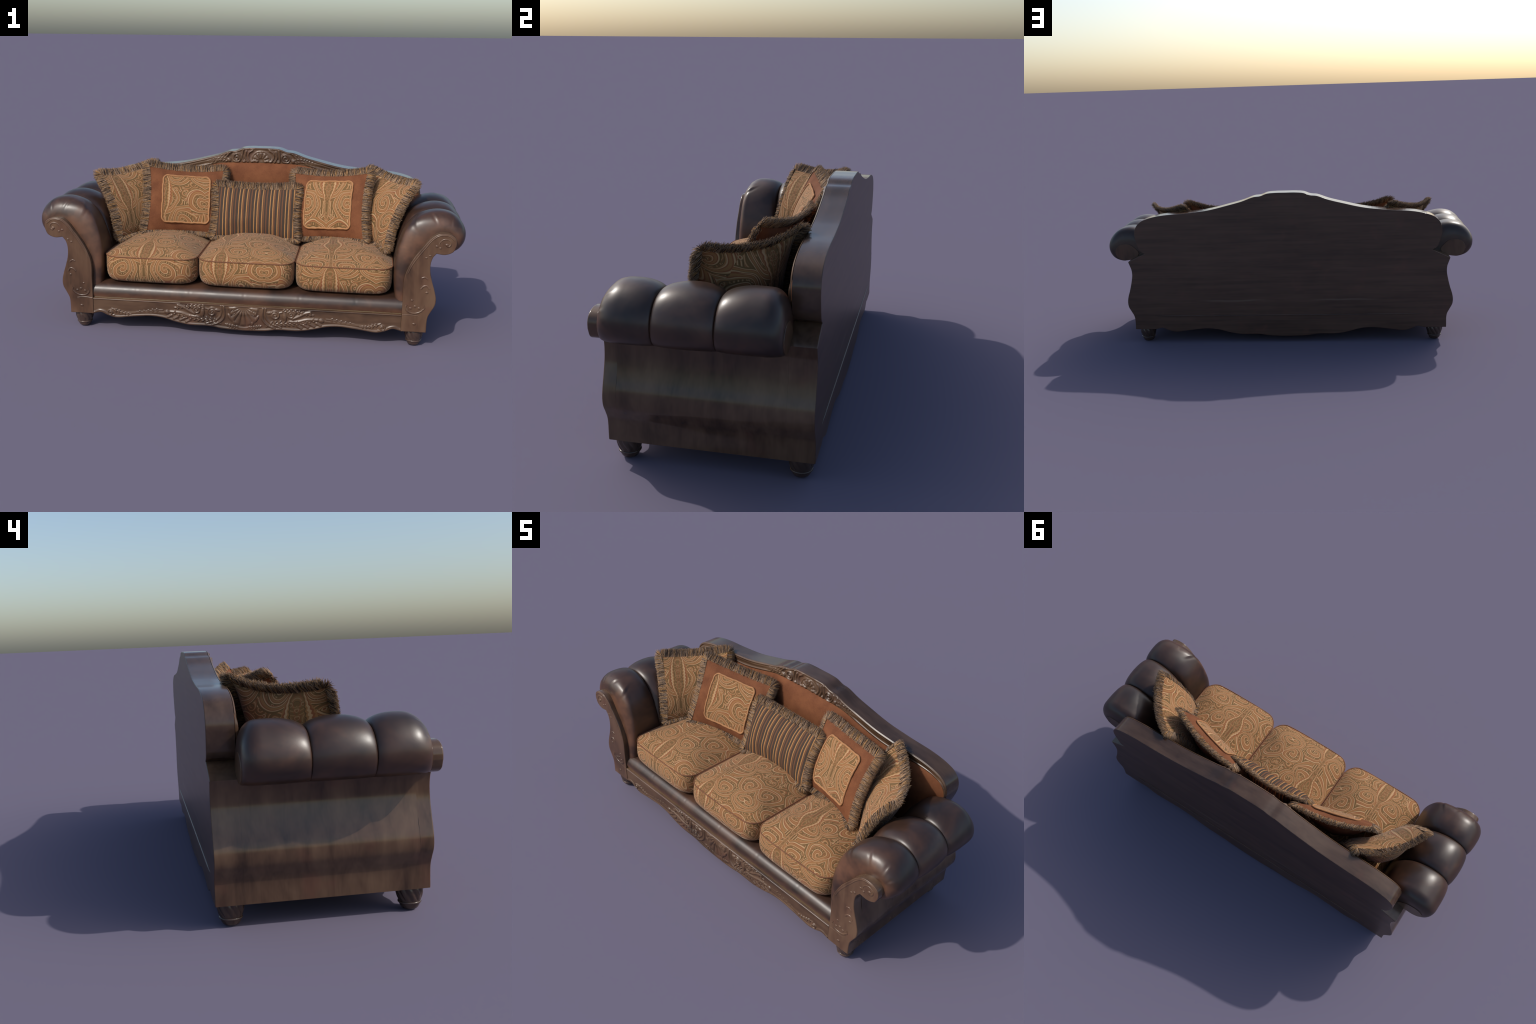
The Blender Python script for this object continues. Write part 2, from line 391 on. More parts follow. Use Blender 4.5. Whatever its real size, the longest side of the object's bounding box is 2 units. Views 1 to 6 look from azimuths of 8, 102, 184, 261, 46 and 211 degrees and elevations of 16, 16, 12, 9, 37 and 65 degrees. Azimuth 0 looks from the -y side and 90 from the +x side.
def crest_relief(x, z):
    a = np.abs(x)
    h = 0.9 * shell_relief(a, z, 0, 0.752, 0.046, 6.0)
    h = np.maximum(h, 0.9 * ridge(a, z, [(0.052, 0.748), (0.066, 0.768), (0.064, 0.792), (0.045, 0.806)], 0.0045))
    h = np.maximum(h, 1.0 * ridge(a, z, [(0.070, 0.746), (0.083, 0.77), (0.078, 0.80)], 0.005))
    h = np.maximum(h, 0.9 * ridge(a, z, [(0.094, 0.745), (0.100, 0.77), (0.093, 0.806)], 0.0045))
    h = np.maximum(h, 1.0 * spiral_relief(a, z, 0.128, 0.768, 0.030, 1, 0.0125, 0.2))
    h = np.maximum(h, 1.1 * lobe(a, z, 0.168, 0.755, 0.013, 0.011, 0.4))
    for i in range(6):
        cx = 0.158 + 0.026 * i; top = 0.797 - 0.0125 * i
        h = np.maximum(h, (0.95 - 0.12 * i) * ridge(a, z, [(cx, top), (cx + 0.014, top - 0.014), (cx + 0.030, top - 0.034)], 0.0052 - 0.0003 * i))
    h = np.maximum(h, 0.85 * frond(a, z, [(0.160, 0.752), (0.20, 0.758), (0.245, 0.752), (0.29, 0.738)], 8, 0.018, 0.0045))
    for cx in (0.022, 0.048, 0.088):
        h = np.maximum(h, 0.9 * lobe(a, z, cx, 0.748, 0.008, 0.007, 0))
    return h

N_S, N_T = 720, 26
both = []
for c in (outer_c, inner_c):
    # equal parameter (not arc length) keeps both edges paired
    q = np.linspace(0, len(c) - 1, N_S // 2 + 1)
    half = np.stack([np.interp(q, np.arange(len(c)), c[:, j]) for j in range(2)], 1)
    left = half[:-1][::-1].copy(); left[:, 0] *= -1
    both.append(np.concatenate([half, left]))
O, I = both
verts = []
for i in range(len(O)):
    for j in range(N_T):
        t = j / (N_T - 1)
        x, z = O[i] * (1 - t) + I[i] * t
        verts.append((x, 0, z))
V = np.array(verts); T = np.tile(np.linspace(0, 1, N_T), len(O))
wide = np.repeat(np.linalg.norm(O - I, axis=1), N_T)
edge_d, in_d = T * wide, (1 - T) * wide
mould = 0.0050 * np.exp(-((edge_d - 0.006) / 0.0045) ** 2) + 0.0045 * np.exp(-((in_d - 0.006) / 0.004) ** 2) + 0.003 * np.exp(-((edge_d - 0.017) / 0.006) ** 2)
carved = smoothstep(0.31, 0.24, np.abs(V[:, 0]))
relief = crest_relief(V[:, 0], V[:, 2]) * smoothstep(0.001, 0.007, edge_d) * smoothstep(0.0, 0.003, in_d)
height = mould * (1 - 0.75 * carved) + carved * (0.0085 * relief + 0.004 * np.exp(-((edge_d - 0.004) / 0.004) ** 2))
height *= smoothstep(-0.0005, 0.003, edge_d)
V[:, 1] = Y_SLAB - 0.0015 - height
make('crest_rail', V, grid_faces(len(O), N_T), M_CARVE, sofa, 60)

# --- rust back pad inside the frame
ring = np.concatenate([I, [[-0.765, 0.40], [-0.765, 0.20], [0.765, 0.20], [0.765, 0.40]]])
verts, faces, n = [], [], len(ring)
levels = [1.0, 0.992, 0.98, 0.96, 0.92, 0.85, 0.7, 0.5, 0.25]
for s in levels:
    for x, z in ring:
        verts.append((x * s, Y_SLAB - 0.003 - 0.030 * (1 - s ** 8), 0.46 + (z - 0.46) * s))
for a in range(len(levels) - 1):
    for i in range(n):
        faces.append((a*n + i, a*n + (i+1) % n, (a+1)*n + (i+1) % n, (a+1)*n + i))
faces.append(tuple((len(levels) - 1) * n + i for i in range(n)))
make('backrest_pad', verts, faces, M_SUEDE, sofa, 50)

# --- front rail with carved apron
rail_low = lambda x: np.interp(np.abs(x), lower[:, 0], lower[:, 1])
RAIL_TOP, X_RAIL = 0.156, 0.731

def rail_relief(x, z):
    a = np.abs(x); zl = rail_low(x)
    h = 0.9 * shell_relief(a, z, 0, 0.150, 0.098, 9.0, -1) * smoothstep(0.080, 0.066, a + 0.25 * (0.15 - z))
    h = np.maximum(h, 0.9 * spiral_relief(a, z, 0.050, 0.128, 0.022, -1, 0.011, 0.1))
    h = np.maximum(h, 0.9 * lobe(a, z, 0.062, 0.094, 0.022, 0.008, 1.0))
    h = np.maximum(h, 0.8 * lobe(a, z, 0.044, 0.072, 0.016, 0.007, 1.2))
    h = np.maximum(h, 1.0 * ridge(a, z, [(0.094, 0.150), (0.090, 0.115), (0.094, 0.090), (0.115, 0.068), (0.150, 0.052)], 0.005))
    h = np.maximum(h, 0.7 * ridge(a, z, [(0.106, 0.150), (0.104, 0.118), (0.112, 0.096), (0.140, 0.070), (0.18, 0.058)], 0.004))
    h = np.maximum(h, 1.0 * spiral_relief(a, z, 0.150, 0.118, 0.026, 1, 0.0125, 0.5))
    h = np.maximum(h, 1.1 * lobe(a, z, 0.196, 0.112, 0.011, 0.024, 0.1))
    h = np.maximum(h, 0.9 * lobe(a, z, 0.125, 0.128, 0.016, 0.007, 0.1))
    h = np.maximum(h, 0.9 * spiral_relief(a, z, 0.226, 0.124, 0.024, -1, 0.012, 0.0))
    h = np.maximum(h, 0.9 * ridge(a, z, [(0.235, 0.105), (0.262, 0.118), (0.290, 0.134), (0.315, 0.142)], 0.0065))
    h = np.maximum(h, 0.8 * ridge(a, z, [(0.225, 0.090), (0.258, 0.092), (0.300, 0.104), (0.350, 0.106)], 0.006))
    h = np.maximum(h, 1.0 * lobe(a, z, 0.368, 0.103, 0.014, 0.011, 0.0))
    for i in range(4):
        h = np.maximum(h, 0.8 * ridge(a, z, [(0.345 - 0.030*i, 0.090 - 0.006*i), (0.365 - 0.030*i, 0.078 - 0.006*i)], 0.0055))
    h = np.maximum(h, 0.30 * ridge(a, z, [(0.38, 0.100), (0.45, 0.096), (0.53, 0.090), (0.60, 0.082)], 0.006))
    h = np.maximum(h, 1.0 * spiral_relief(a, z, 0.648, 0.086, 0.017, 1, 0.010, 0.3))
    h = np.maximum(h, 0.6 * ridge(a, z, [(0.630, 0.072), (0.655, 0.073), (0.680, 0.090), (0.703, 0.094), (0.722, 0.085)], 0.005))
    h = np.maximum(h, 0.85 * frond(a, z, [(0.110, 0.060), (0.16, 0.076), (0.22, 0.080), (0.285, 0.090), (0.345, 0.108)], 11, 0.021, 0.0048))
    h = np.maximum(h, 0.85 * frond(a, z, [(0.170, 0.130), (0.215, 0.142), (0.265, 0.138), (0.33, 0.128)], 8, 0.017, 0.0042))
    h = np.maximum(h, 0.40 * frond(a, z, [(0.39, 0.112), (0.43, 0.108), (0.475, 0.100), (0.52, 0.096)], 5, 0.013, 0.0038))
    h = np.maximum(h, 0.75 * frond(a, z, [(0.640, 0.105), (0.615, 0.097), (0.58, 0.086), (0.545, 0.084)], 5, 0.013, 0.0040))
    h = np.maximum(h, 0.75 * frond(a, z, [(0.012, 0.045), (0.05, 0.050), (0.085, 0.060)], 5, 0.013, 0.0042))
    rim = np.exp(-((z - zl - 0.007) / 0.006) ** 2)
    return np.maximum(h, 0.55 * rim)

NX, NZ = 900, 62
verts = []
xs = np.linspace(-X_RAIL, X_RAIL, NX); ts = np.linspace(0, 1, NZ)
X = np.repeat(xs, NZ); Z = rail_low(X) + (RAIL_TOP - rail_low(X)) * np.tile(ts, NX)
up_d, low_d = RAIL_TOP - Z, Z - rail_low(X)
H = 0.0066 * rail_relief(X, Z) * smoothstep(0.002, 0.010, up_d) * smoothstep(0.0, 0.005, low_d)
H += 0.003 * np.exp(-((up_d - 0.004) / 0.003) ** 2)
rnd = 0.004 * (np.clip(1 - up_d / 0.004, 0, 1) ** 2 + np.clip(1 - low_d / 0.005, 0, 1) ** 2)
Y = Y_FRONT + 0.003 - H + rnd
V = np.stack([X, Y, Z], 1)
faces = grid_faces(NX, NZ)
nv = len(V); back = []
for i, x in enumerate(xs):          # top ledge, back and underside close the board
    back += [(x, -0.300, RAIL_TOP), (x, -0.300, rail_low(x))]
for i in range(NX - 1):
    a, b = nv + 2*i, nv + 2*(i+1)
    faces += [(i*NZ + NZ - 1, (i+1)*NZ + NZ - 1, b, a), (a, b, b+1, a+1), (a+1, b+1, (i+1)*NZ, i*NZ)]
make('front_rail', np.concatenate([V, back]), faces, M_CARVE, sofa, 60)
vv, ff = tube([(x, -0.3195, RAIL_TOP + 0.001) for x in np.linspace(-X_RAIL, X_RAIL, 60)], 0.0035)
make('rail_bead', vv, ff, M_GILT, sofa)

# --- arms
BASE = catmull([(0.733, 0.150), (0.733, 0.25), (0.734, 0.33), (0.747, 0.377), (0.7725, 0.4286), (0.813, 0.4857), (0.837, 0.5156), (0.868, 0.538), (0.898, 0.5444), (0.926, 0.5395), (0.946, 0.5264), (0.9535, 0.5076), (0.953, 0.489), (0.941, 0.4635), (0.907, 0.448), (0.868, 0.452), (0.81, 0.435)], 10)
BULGE = catmull([(0.705, 0.150), (0.694, 0.25), (0.688, 0.33), (0.690, 0.40), (0.703, 0.470), (0.730, 0.545), (0.775, 0.597), (0.825, 0.620), (0.880, 0.6285), (0.935, 0.617), (0.975, 0.585), (0.9985, 0.540), (0.9965, 0.495), (0.970, 0.460), (0.920, 0.445), (0.868, 0.449), (0.81, 0.435)], 10)
Y0, Y1, SEAMS = -0.300, 0.250, (-0.1305, 0.0568)

n_p = 151
s_par = np.linspace(0, 1, n_p)

def arm_swell(y):
    d0 = np.clip((y - Y0) / (0.034 + 0.044 * smoothstep(0.30, 0.50, s_par)), 0, 1)     # tight corner on the inner face, full round on the roll
    d1 = np.clip((Y1 - y) / 0.060, 0, 1)
    end = np.minimum((1 - (1 - d0) ** 2.5) ** 0.45, (1 - (1 - d1) ** 2.5) ** 0.45)
    end = end * (1 - 0.03 * smoothstep(0.45, 0.62, s_par) * smoothstep(-0.12, 0.16, y))
    b = [Y0, *SEAMS, Y1]
    for i in range(3):
        if b[i] <= y <= b[i + 1] + 1e-9:
            u = 2 * (y - b[i]) / (b[i + 1] - b[i]) - 1
            if (i == 0 and u < 0) or (i == 2 and u > 0): u *= 0.55
            return end, math.sqrt(max(0, 1 - abs(u) ** 2.05))
    return end, 0

ys = []
b = [Y0, *SEAMS, Y1]
for i in range(3):
    q = 0.5 - 0.5 * np.cos(np.linspace(0, math.pi, 56))
    ys += list(b[i] + (b[i + 1] - b[i]) * (0.75 * q + 0.25 * np.linspace(0, 1, 56)))[: 56 if i == 2 else 55]
base_r = np.stack([np.interp(np.linspace(0, len(BASE)-1, n_p), np.arange(len(BASE)), BASE[:, j]) for j in range(2)], 1)
bulge_r = np.stack([np.interp(np.linspace(0, len(BULGE)-1, n_p), np.arange(len(BULGE)), BULGE[:, j]) for j in range(2)], 1)
seam_depth = 0.35 * smoothstep(0.10, 0.35, s_par) + 0.05
seam_depth *= 1 - 0.4 * smoothstep(0.8, 1.0, s_par)
PLEATS = ((0.335, 0.085, 0.055), (0.465, 0.06, -0.02), (0.56, 0.05, 0.0), (0.62, 0.035, 0.02))   # where, how long, lean
for sgn in (-1, 1):
    rows = []
    for y in ys:
        end, lb = arm_swell(y)
        w = end * (1 - seam_depth * (1 - lb))
        d = y - Y0
        for s0, length, lean in PLEATS:
            line = (s_par - s0 - lean * d / length) / 0.008
            w = w - 0.022 * (np.exp(-line ** 2) - 0.9 * np.exp(-(line - 1.8) ** 2)) * smoothstep(length, length * 0.5, d) * smoothstep(0.0, 0.01, d)
        rows.append(base_r + (bulge_r - base_r) * w[:, None])
    reach = 0.011 * (1 - smoothstep(0.22, 0.58, s_par))      # the inner face comes forward almost flush with the post
    V = np.array([(sgn * x, y - q * smoothstep(-0.16, -0.29, y), z) for y, r in zip(ys, rows) for (x, z), q in zip(r, reach)])
    F = grid_faces(len(ys), n_p)
    F.append(tuple(range(n_p))); F.append(tuple((len(ys) - 1) * n_p + j for j in range(n_p)))
    for i in range(len(ys) - 1): F.append((i * n_p, (i + 1) * n_p, (i + 2) * n_p - 1, (i + 1) * n_p - 1))
    make('arm_roll', V, F, M_ARM, sofa, 40)

    # carved front post with its scroll
    post = np.concatenate([
        catmull([(0.731, 0.0752), (0.8463, 0.0752, 1), (0.8494, 0.1486), (0.8622, 0.1771), (0.8781, 0.2085), (0.8808, 0.237), (0.8735, 0.2722), (0.859, 0.3175), (0.8489, 0.356), (0.8464, 0.400), (0.8541, 0.4311), (0.8687, 0.4510, 1), (0.9068, 0.4474), (0.9407, 0.4620), (0.9535, 0.489)], 8)[:-1],
        catmull([(0.9535, 0.489), (0.9535, 0.5076), (0.946, 0.5264), (0.9263, 0.5395), (0.8977, 0.5444), (0.8698, 0.5403), (0.8368, 0.5156), (0.8134, 0.4857), (0.7725, 0.4286), (0.7469, 0.3767), (0.7334, 0.3301), (0.7326, 0.2477), (0.7322, 0.155)], 8)])
    post[:, 0] *= sgn
    front_post = slab('arm_post', post, Y_FRONT, -0.290, M_WOOD_Z, sofa, 0.004, (True, False), rim=M_WOOD_Y)

    # low relief on the post: volute, beads, leaf and rosette
    vv, ff = [], []
    yo = Y_FRONT + 0.0030
    P3 = lambda pts, per=6: [(sgn * x, yo, z) for x, z in catmull(pts, per)]
    vol = [(0.912 + (0.031 - 0.0062 * t) * math.cos(2.6 - t), 0.494 + (0.031 - 0.0062 * t) * math.sin(2.6 - t)) for t in np.linspace(-1.0, 4.2, 22)]
    tube(P3(vol, 2), 0.0050, taper=np.linspace(0.8, 1.25, 43).tolist(), verts=vv, faces=ff)
    tube(P3([(0.942, 0.515), (0.921, 0.532), (0.897, 0.536), (0.872, 0.531), (0.845, 0.509), (0.820, 0.475), (0.793, 0.437), (0.766, 0.393), (0.750, 0.355)]), 0.0044, taper=None, verts=vv, faces=ff)
    tube(P3([(0.811, 0.285), (0.822, 0.297), (0.838, 0.299), (0.848, 0.285)]), 0.0058, verts=vv, faces=ff)
    tube(P3([(0.812, 0.335), (0.825, 0.340), (0.838, 0.331)]), 0.0054, verts=vv, faces=ff)
    tube(P3([(0.822, 0.180), (0.806, 0.170), (0.785, 0.166), (0.762, 0.172), (0.748, 0.186)]), 0.0058, verts=vv, faces=ff)
    tube(P3([(0.752, 0.205), (0.748, 0.192), (0.757, 0.181)]), 0.0052, verts=vv, faces=ff)
    tube(P3([(0.828, 0.205), (0.832, 0.192), (0.822, 0.182)]), 0.0052, verts=vv, faces=ff)
    tube(P3([(0.735, 0.155), (0.775, 0.157), (0.81, 0.153)]), 0.0040, verts=vv, faces=ff)
    beads = [(0.912, 0.494, 0.010), (0.884, 0.478, 0.007), (0.868, 0.486, 0.008), (0.842, 0.441, 0.007), (0.826, 0.430, 0.007), (0.838, 0.268, 0.008), (0.775, 0.228, 0.007), (0.790, 0.200, 0.008), (0.770, 0.190, 0.008), (0.808, 0.192, 0.008), (0.790, 0.115, 0.009)]
    for bx, bz, br in beads:
        st = len(vv)
        for i in range(7):
            a = i / 6 * math.pi / 2
            for j in range(14):
                t = j / 14 * 2 * math.pi
                vv.append((sgn * (bx + br * math.cos(a) * math.cos(t)), Y_FRONT + 0.0008 - 0.42 * br * math.sin(a), bz + 0.72 * br * math.cos(a) * math.sin(t)))
        for i in range(6):
            for j in range(14):
                ff.append((st + i*14 + j, st + i*14 + (j+1) % 14, st + (i+1)*14 + (j+1) % 14, st + (i+1)*14 + j))
    make('scroll_carving', vv, ff, M_WOOD_Z, front_post, 60)

    # side board: ogee profile
    prof = [(x, z) for x, z in side if z < 0.457] + [(0.80, 0.470), (0.74, 0.40), (0.74, 0.075)]
    prof = [(sgn * (x - 0.0003), z) for x, z in prof]
    slab('side_board', prof, -0.2902, Y_SLAB - 0.0002, M_WOOD_Y, sofa, 0)
    # wooden disc closing the roll at the back
    cap = [(sgn * x, z) for x, z in catmull([(0.83, 0.470), (0.822, 0.489), (0.842, 0.515), (0.869, 0.535), (0.898, 0.5395), (0.930, 0.533), (0.948, 0.515), (0.953, 0.495), (0.944, 0.468), (0.910, 0.449), (0.868, 0.4515)], 6)]
    slab('arm_end_cap', cap, Y1 - 0.006, Y1 + 0.003, M_WOOD_Z, sofa, 0.0015, (False, True))

# --- leather deck: a stuffed roll across the front
prof = catmull([(-0.312, 0.140), (-0.322, 0.158), (-0.3275, 0.178), (-0.321, 0.202), (-0.303, 0.220), (-0.275, 0.2275), (-0.22, 0.229), (0.24, 0.229)], 8)
xs = np.linspace(-0.736, 0.736, 420)
seam_x = [-0.52, -0.26, 0.0, 0.26, 0.52]
rows = []
for x in xs:
    dip = sum(math.exp(-((x - s) / 0.005) ** 2) - 0.5 * math.exp(-((abs(x - s) - 0.012) / 0.006) ** 2) for s in seam_x)
    lump = 0.0018 * (value_noise(np.array(x * 9), np.array(0.3), 3) - 0.5)
    for y, z in prof:
        k = smoothstep(-0.25, -0.30, y)
        rows.append((x, y + k * (0.00018 * dip + lump), z - k * 0.0001 * dip))
m = len(prof)
F = grid_faces(len(xs), m)
F.append(tuple(range(m))); F.append(tuple((len(xs) - 1) * m + j for j in range(m)))
for i in range(len(xs) - 1): F.append((i * m, (i + 1) * m, (i + 2) * m - 1, (i + 1) * m - 1))
make('seat_deck', rows, F, M_DECK, sofa, 50)
slab('bottom_board', [(-0.74, 0.088), (0.74, 0.088), (0.74, 0.145), (-0.74, 0.145)], -0.299, Y_SLAB + 0.002, M_WOOD_X, sofa, 0)

# --- feet: turned buns with twisted gadroons and a ring
def foot_mesh():
    prof = catmull([(0.0, 0.0), (0.018, 0.0), (0.0255, 0.0035), (0.0305, 0.0115), (0.0335, 0.0195, 1), (0.0362, 0.0205), (0.0372, 0.0232), (0.0362, 0.026), (0.0348, 0.0268, 1), (0.0400, 0.040), (0.0438, 0.058), (0.0430, 0.074), (0.039, 0.088)], 5)
    v, n = [], 96
    for i in range(n):
        t = 2 * math.pi * i / n
        for r, z in prof:
            k = float(smoothstep(0.027, 0.036, z))
            tw = abs(math.sin(5.5 * (t + 14 * z) )) ** 0.6
            rr = r - k * 0.0045 * (1 - tw)
            v.append((rr * math.cos(t), rr * math.sin(t), z))
    mesh = bpy.data.meshes.new('foot')
    mesh.from_pydata(v, [], grid_faces(n, len(prof), True))
    bm = bmesh.new(); bm.from_mesh(mesh)
    bmesh.ops.remove_doubles(bm, verts=bm.verts, dist=1e-6); bmesh.ops.recalc_face_normals(bm, faces=bm.faces)
    bm.to_mesh(mesh); bm.free()
    mesh.materials.append(M_FOOT); shade(mesh, 50)
    return mesh
fm = foot_mesh()
for x, y in ((-0.795, -0.284), (0.795, -0.284), (-0.789, 0.281), (0.789, 0.281)):
    o = link(bpy.data.objects.new('foot', fm), sofa); o.location = (x, y, 0)

# --- seat cushions
def rounded_rect(a, b, r, n=18, bow=0.0):
    pts = []
    for cx, cy, a0 in ((a - r, b - r, 0), (-a + r, b - r, 90), (-a + r, -b + r, 180), (a - r, -b + r, 270)):
        for i in range(n + 1):
            t = math.radians(a0 + 90 * i / n)
            pts.append((cx + r * math.cos(t), cy + r * math.sin(t)))
    pts = np.array(pts + [pts[0]])
    pts = resample(pts, 161)[:-1]
    pts[:, 1] += np.sign(pts[:, 1]) * bow * np.clip(1 - (pts[:, 0] / a) ** 4, 0, 1)
    return pts

Y_A, Y_B, Z_PIPE = -0.303, 0.215, 0.360
for ci, (x0, x1) in enumerate(((-0.684, -0.235), (-0.228, 0.228), (0.235, 0.684))):
    a, b = (x1 - x0) / 2, (Y_B - Y_A) / 2
    cx, cy = (x0 + x1) / 2, (Y_A + Y_B) / 2
    rim = rounded_rect(a, b, 0.062, bow=0.015)
    layers = [(0.0, 0.2295), (0.5, 0.2295), (0.80, 0.230), (0.88, 0.2325), (0.93, 0.238), (0.965, 0.2485), (0.985, 0.262), (0.996, 0.280), (1.000, 0.300), (1.000, 0.325), (0.998, 0.345), (0.996, Z_PIPE)]
    layers += [(s * 0.996, Z_PIPE + 0.062 * (1 - s ** 2.3)) for s in (0.985, 0.965, 0.94, 0.90, 0.85, 0.79, 0.72, 0.64, 0.55, 0.45, 0.34, 0.22, 0.10, 0.0)]
    verts = []
    for s, z in layers:
        for px, py in rim:
            nz = 0.004 * (value_noise(np.array((px * s + cx) * 11), np.array(py * s * 11), ci) - 0.5) * (z > 0.34)
            puff = 0.009 * math.sin(math.pi * min(1, max(0, (z - 0.232) / (Z_PIPE - 0.232)))) * smoothstep(0.6, 1.0, -py / b) * (1 - abs(px / a) ** 6)
            verts.append((px * s, py * s - puff, z + nz * min(1, max(0, z - 0.34) / 0.03)))
    n = len(rim)
    faces = [(l*n + i, l*n + (i+1) % n, (l+1)*n + (i+1) % n, (l+1)*n + i) for l in range(len(layers)-1) for i in range(n)]
    o = make('seat_cushion', verts, faces, M_SEAT[ci], sofa, 180)
    o.location = (cx, cy, 0)
    vv, ff = tube([(px * 0.999, py * 0.999, Z_PIPE) for px, py in rim], 0.0028, closed=True, sides=8)
    make('piping', vv, ff, M_PIPE, o, 180)

# ----------------------------------------------------------------------------- throw pillows
def pillow_frame(TL, TR, BR):
    TL, TR, BR = map(Vector, (TL, TR, BR))
    u = (TR - TL).normalized()
    nrm = u.cross(TR - BR).normalized()
    v = nrm.cross(u)
    c = (TL + BR) / 2
    return Matrix(((u.x, v.x, nrm.x, c.x), (u.y, v.y, nrm.y, c.y), (u.z, v.z, nrm.z, c.z), (0, 0, 0, 1))), (TR - TL).length / 2, (TR - BR).length / 2

def pillow_point(u, v, a, b, cave):
    return a * u * (1 - cave * (1 - v * v)), b * v * (1 - cave * (1 - u * u))

def pillow_height(u, v, H):
    return H * (np.clip(1 - u * u, 0, 1) * np.clip(1 - v * v, 0, 1)) ** 0.7

def pillow_bend(u, v, bow, wing):
    """The pillow slumps: its middle sags back between the corners, its upright edges curl forward."""
    return -bow * (1 - u * u) + wing * u * u * (1 - v * v)

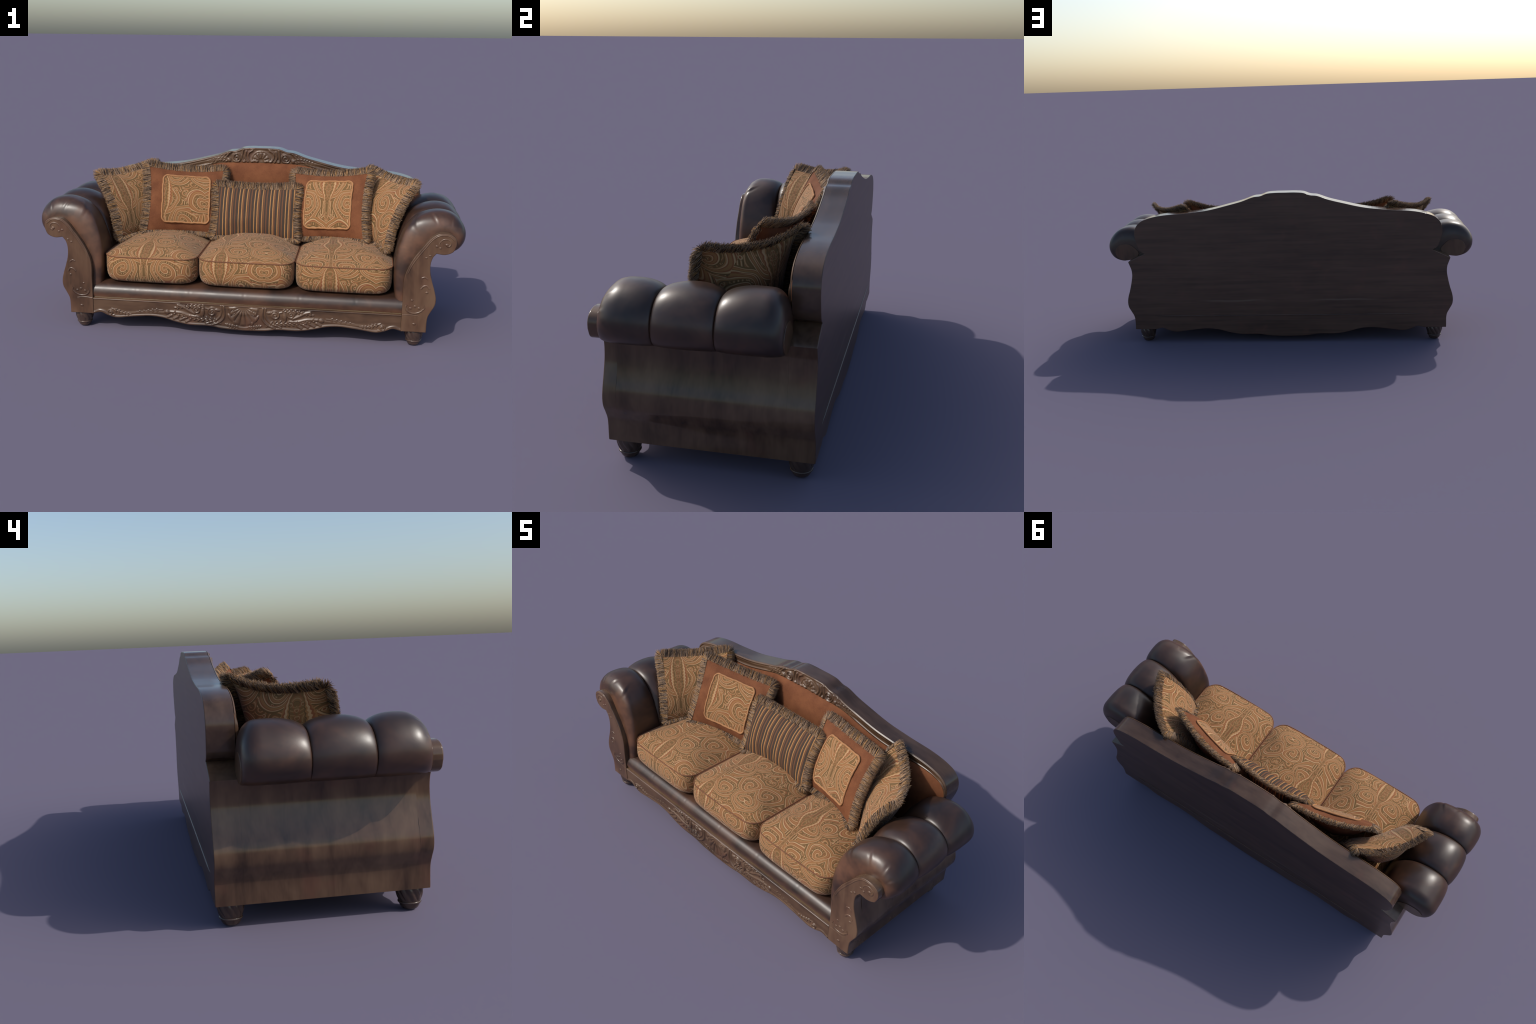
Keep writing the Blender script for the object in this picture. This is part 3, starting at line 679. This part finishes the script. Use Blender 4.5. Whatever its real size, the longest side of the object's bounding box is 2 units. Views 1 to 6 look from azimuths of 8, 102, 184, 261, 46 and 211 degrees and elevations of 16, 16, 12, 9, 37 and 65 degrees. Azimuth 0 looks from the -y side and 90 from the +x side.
def throw_pillow(corners, material, label, seed, front=0.047, rear=0.060, cave=0.075, bow=0.024, wing=0.012, patch=None):
    mat, a, b = pillow_frame(*corners)
    n = 61
    q = np.sin(np.linspace(-math.pi / 2, math.pi / 2, n)); q = 0.6 * q + 0.4 * np.linspace(-1, 1, n)
    U, W = np.meshgrid(q, q, indexing='ij')
    X, Y = pillow_point(U, W, a, b, cave)
    wr = (value_noise(X * 22 + 7, Y * 22 + 3, seed) - 0.5) * 0.006 * (1 - U**8) * (1 - W**8)
    verts, faces = [], []
    for side, H in ((1, front), (-1, rear)):
        Zs = side * (pillow_height(U, W, H) + 0.0012) + wr + pillow_bend(U, W, bow, wing)
        st = len(verts)
        verts += list(zip(X.ravel(), Y.ravel(), Zs.ravel()))
        faces += grid_faces(n, n, start=st)
    N = n * n
    rim = [i * n for i in range(n)] + [(n-1)*n + j for j in range(1, n)] + [i*n + n - 1 for i in range(n-2, -1, -1)] + [j for j in range(n-2, 0, -1)]
    for i in range(len(rim)):
        a0, b0 = rim[i], rim[(i + 1) % len(rim)]
        faces.append((a0, b0, b0 + N, a0 + N))
    pillow = make('throw_pillow', verts, faces, material, None, 60)
    pillow.matrix_world = mat
    pillow['label'] = label; pillow['category'] = 'pillow'

    # brush fringe all round
    g = np.random.default_rng(seed)
    tipv, tipf, tipm = [], [], []
    per = []
    for e in range(4):
        t = np.linspace(-1, 1, 60, endpoint=False)
        c = np.ones(60)
        uu, ww = ((t, -c), (c, t), (-t, c), (-c, -t))[e]
        x, y = pillow_point(uu, ww, a, b, cave); per.append(np.stack([x, y, pillow_bend(uu, ww, bow, wing)], 1))
    per = np.concatenate(per); per = np.concatenate([per, per[:1]])
    count = 13000
    P = resample(per, count + 1)[:-1]
    tan = np.roll(P, -90, 0) - np.roll(P, 90, 0); tan /= np.linalg.norm(tan, axis=1)[:, None]
    out = np.stack([tan[:, 1], -tan[:, 0]], 1); tan = tan[:, :2]
    for i in range(count):
        ang = g.normal(0, 0.11); lean = g.normal(0, 0.24)
        o2 = out[i] * math.cos(ang) + tan[i] * math.sin(ang)
        d = np.array([o2[0], o2[1], 0]) * math.cos(lean) + np.array([0, 0, math.sin(lean)])
        low = max(0, -out[i][1])
        d += np.array([0, 0, -0.42]) * (1 - low)         # the rest lies back
        d += np.array([0, 0.10, 0.50]) * low            # lower threads splay forward over the seat
        d /= np.linalg.norm(d)
        corner = smoothstep(0.80, 1.0, min(abs(P[i][0]) / a, abs(P[i][1]) / b))
        L = 0.0415 * g.uniform(0.92, 1.03) * (1 - 0.04 * corner) * (1 - 0.30 * max(0, -out[i][1]))
        p0 = np.array([P[i][0], P[i][1], P[i][2] + g.normal(0, 0.0030)]) - 0.004 * np.array([out[i][0], out[i][1], 0])
        bend = g.normal(0, 0.05, 3); bend[2] -= 0.6 * lean + 0.02
        r = g.uniform(0.0006, 0.0010)
        side1 = np.cross(d, [0.3, 0.2, 0.9]); side1 /= np.linalg.norm(side1); side2 = np.cross(d, side1)
        st = len(tipv)
        for s, rr in ((0, r), (0.55, r), (1.0, r * 0.55)):
            c = p0 + d * L * s + bend * L * s * s
            for kk in range(3):
                w = 2.0944 * kk
                tipv.append(c + rr * (math.cos(w) * side1 + math.sin(w) * side2))
        m = int(g.choice(5, p=[0.25, 0.22, 0.15, 0.20, 0.18]))
        for s in range(2):
            for kk in range(3):
                A, B = st + s*3 + kk, st + s*3 + (kk+1) % 3
                tipf.append((A, B, B + 3, A + 3)); tipm.append(m)
        tipf.append((st + 6, st + 7, st + 8)); tipm.append(m)
    mesh = bpy.data.meshes.new('pillow_fringe')
    mesh.from_pydata([tuple(v) for v in tipv], [], tipf)
    for mt in M_FRINGE: mesh.materials.append(mt)
    mesh.polygons.foreach_set('material_index', tipm)
    mesh.shade_smooth()
    fr = link(bpy.data.objects.new('pillow_fringe', mesh), pillow); fr['kind'] = 'stuff'

    if patch is not None:
        pa, off = 0.116, (0.002, 0.003)
        inv = lambda x, y: (x / a, y / b)
        base = rounded_rect(pa, pa, 0.018)
        verts, faces = [], []
        lv = [1.0, 0.985, 0.95, 0.88, 0.75, 0.6, 0.45, 0.3, 0.15, 0.0]
        def lift(x, y, k): return float(pillow_height(np.array(x / a), np.array(y / b), front) + pillow_bend(x / a, y / b, bow, wing)) + k
        for li, s in enumerate([1.0] + lv):
            for px, py in base:
                x, y = px * s + off[0], py * s + off[1]
                verts.append((x, y, lift(x, y, -0.002 if li == 0 else 0.0045 + 0.003 * (1 - s ** 4))))
        n2 = len(base)
        for l in range(len(lv)):
            for i in range(n2):
                faces.append((l*n2 + i, l*n2 + (i+1) % n2, (l+1)*n2 + (i+1) % n2, (l+1)*n2 + i))
        pobj = make('pillow_patch', verts, faces, patch, pillow, 60)
        cord = rounded_rect(pa + 0.0025, pa + 0.0025, 0.021)
        wob = [0.0012 * math.sin(0.37 * i) + 0.0008 * math.sin(1.1 * i + seed) for i in range(len(cord))]
        vv, ff = tube([(px * (1 + w * 6) + off[0], py * (1 + w * 6) + off[1], lift(px + off[0], py + off[1], 0.0045)) for (px, py), w in zip(cord, wob)], 0.0046, closed=True, sides=10)
        make('patch_cord', vv, ff, M_TRIM, pobj, 180)
    return pillow

def flip(c): return tuple((-p[0], p[1], p[2]) for p in (c[1], c[0])) + ((-(c[0][0] + c[2][0] - c[1][0]), c[0][1] + c[2][1] - c[1][1], c[0][2] + c[2][2] - c[1][2]),)
PAISLEY_R = ((0.550, 0.215, 0.730), (0.772, -0.045, 0.704), (0.645, -0.112, 0.402))
RUST_R = ((0.180, 0.182, 0.708), (0.553, 0.087, 0.735), (0.549, -0.038, 0.423))
STRIPE = ((-0.206, 0.108, 0.640), (0.206, 0.108, 0.640), (0.207, 0.023, 0.396))
throw_pillow(PAISLEY_R, M_PAISLEY[0], 'square paisley throw pillow with brown brush fringe', 11, front=0.053, rear=0.078, bow=0.035, wing=0.026)
throw_pillow(flip(PAISLEY_R), M_PAISLEY[1], 'square paisley throw pillow with brown brush fringe', 12, front=0.053, rear=0.078, bow=0.035, wing=0.026)
throw_pillow(RUST_R, M_SUEDE, 'rust suede throw pillow with paisley patch and fringe', 13, patch=M_PATCH[0])
throw_pillow(flip(RUST_R), M_SUEDE, 'rust suede throw pillow with paisley patch and fringe', 14, patch=M_PATCH[1])
throw_pillow(STRIPE, M_STRIPE, 'brown and gold striped lumbar pillow with fringe', 15, front=0.048, cave=0.06)
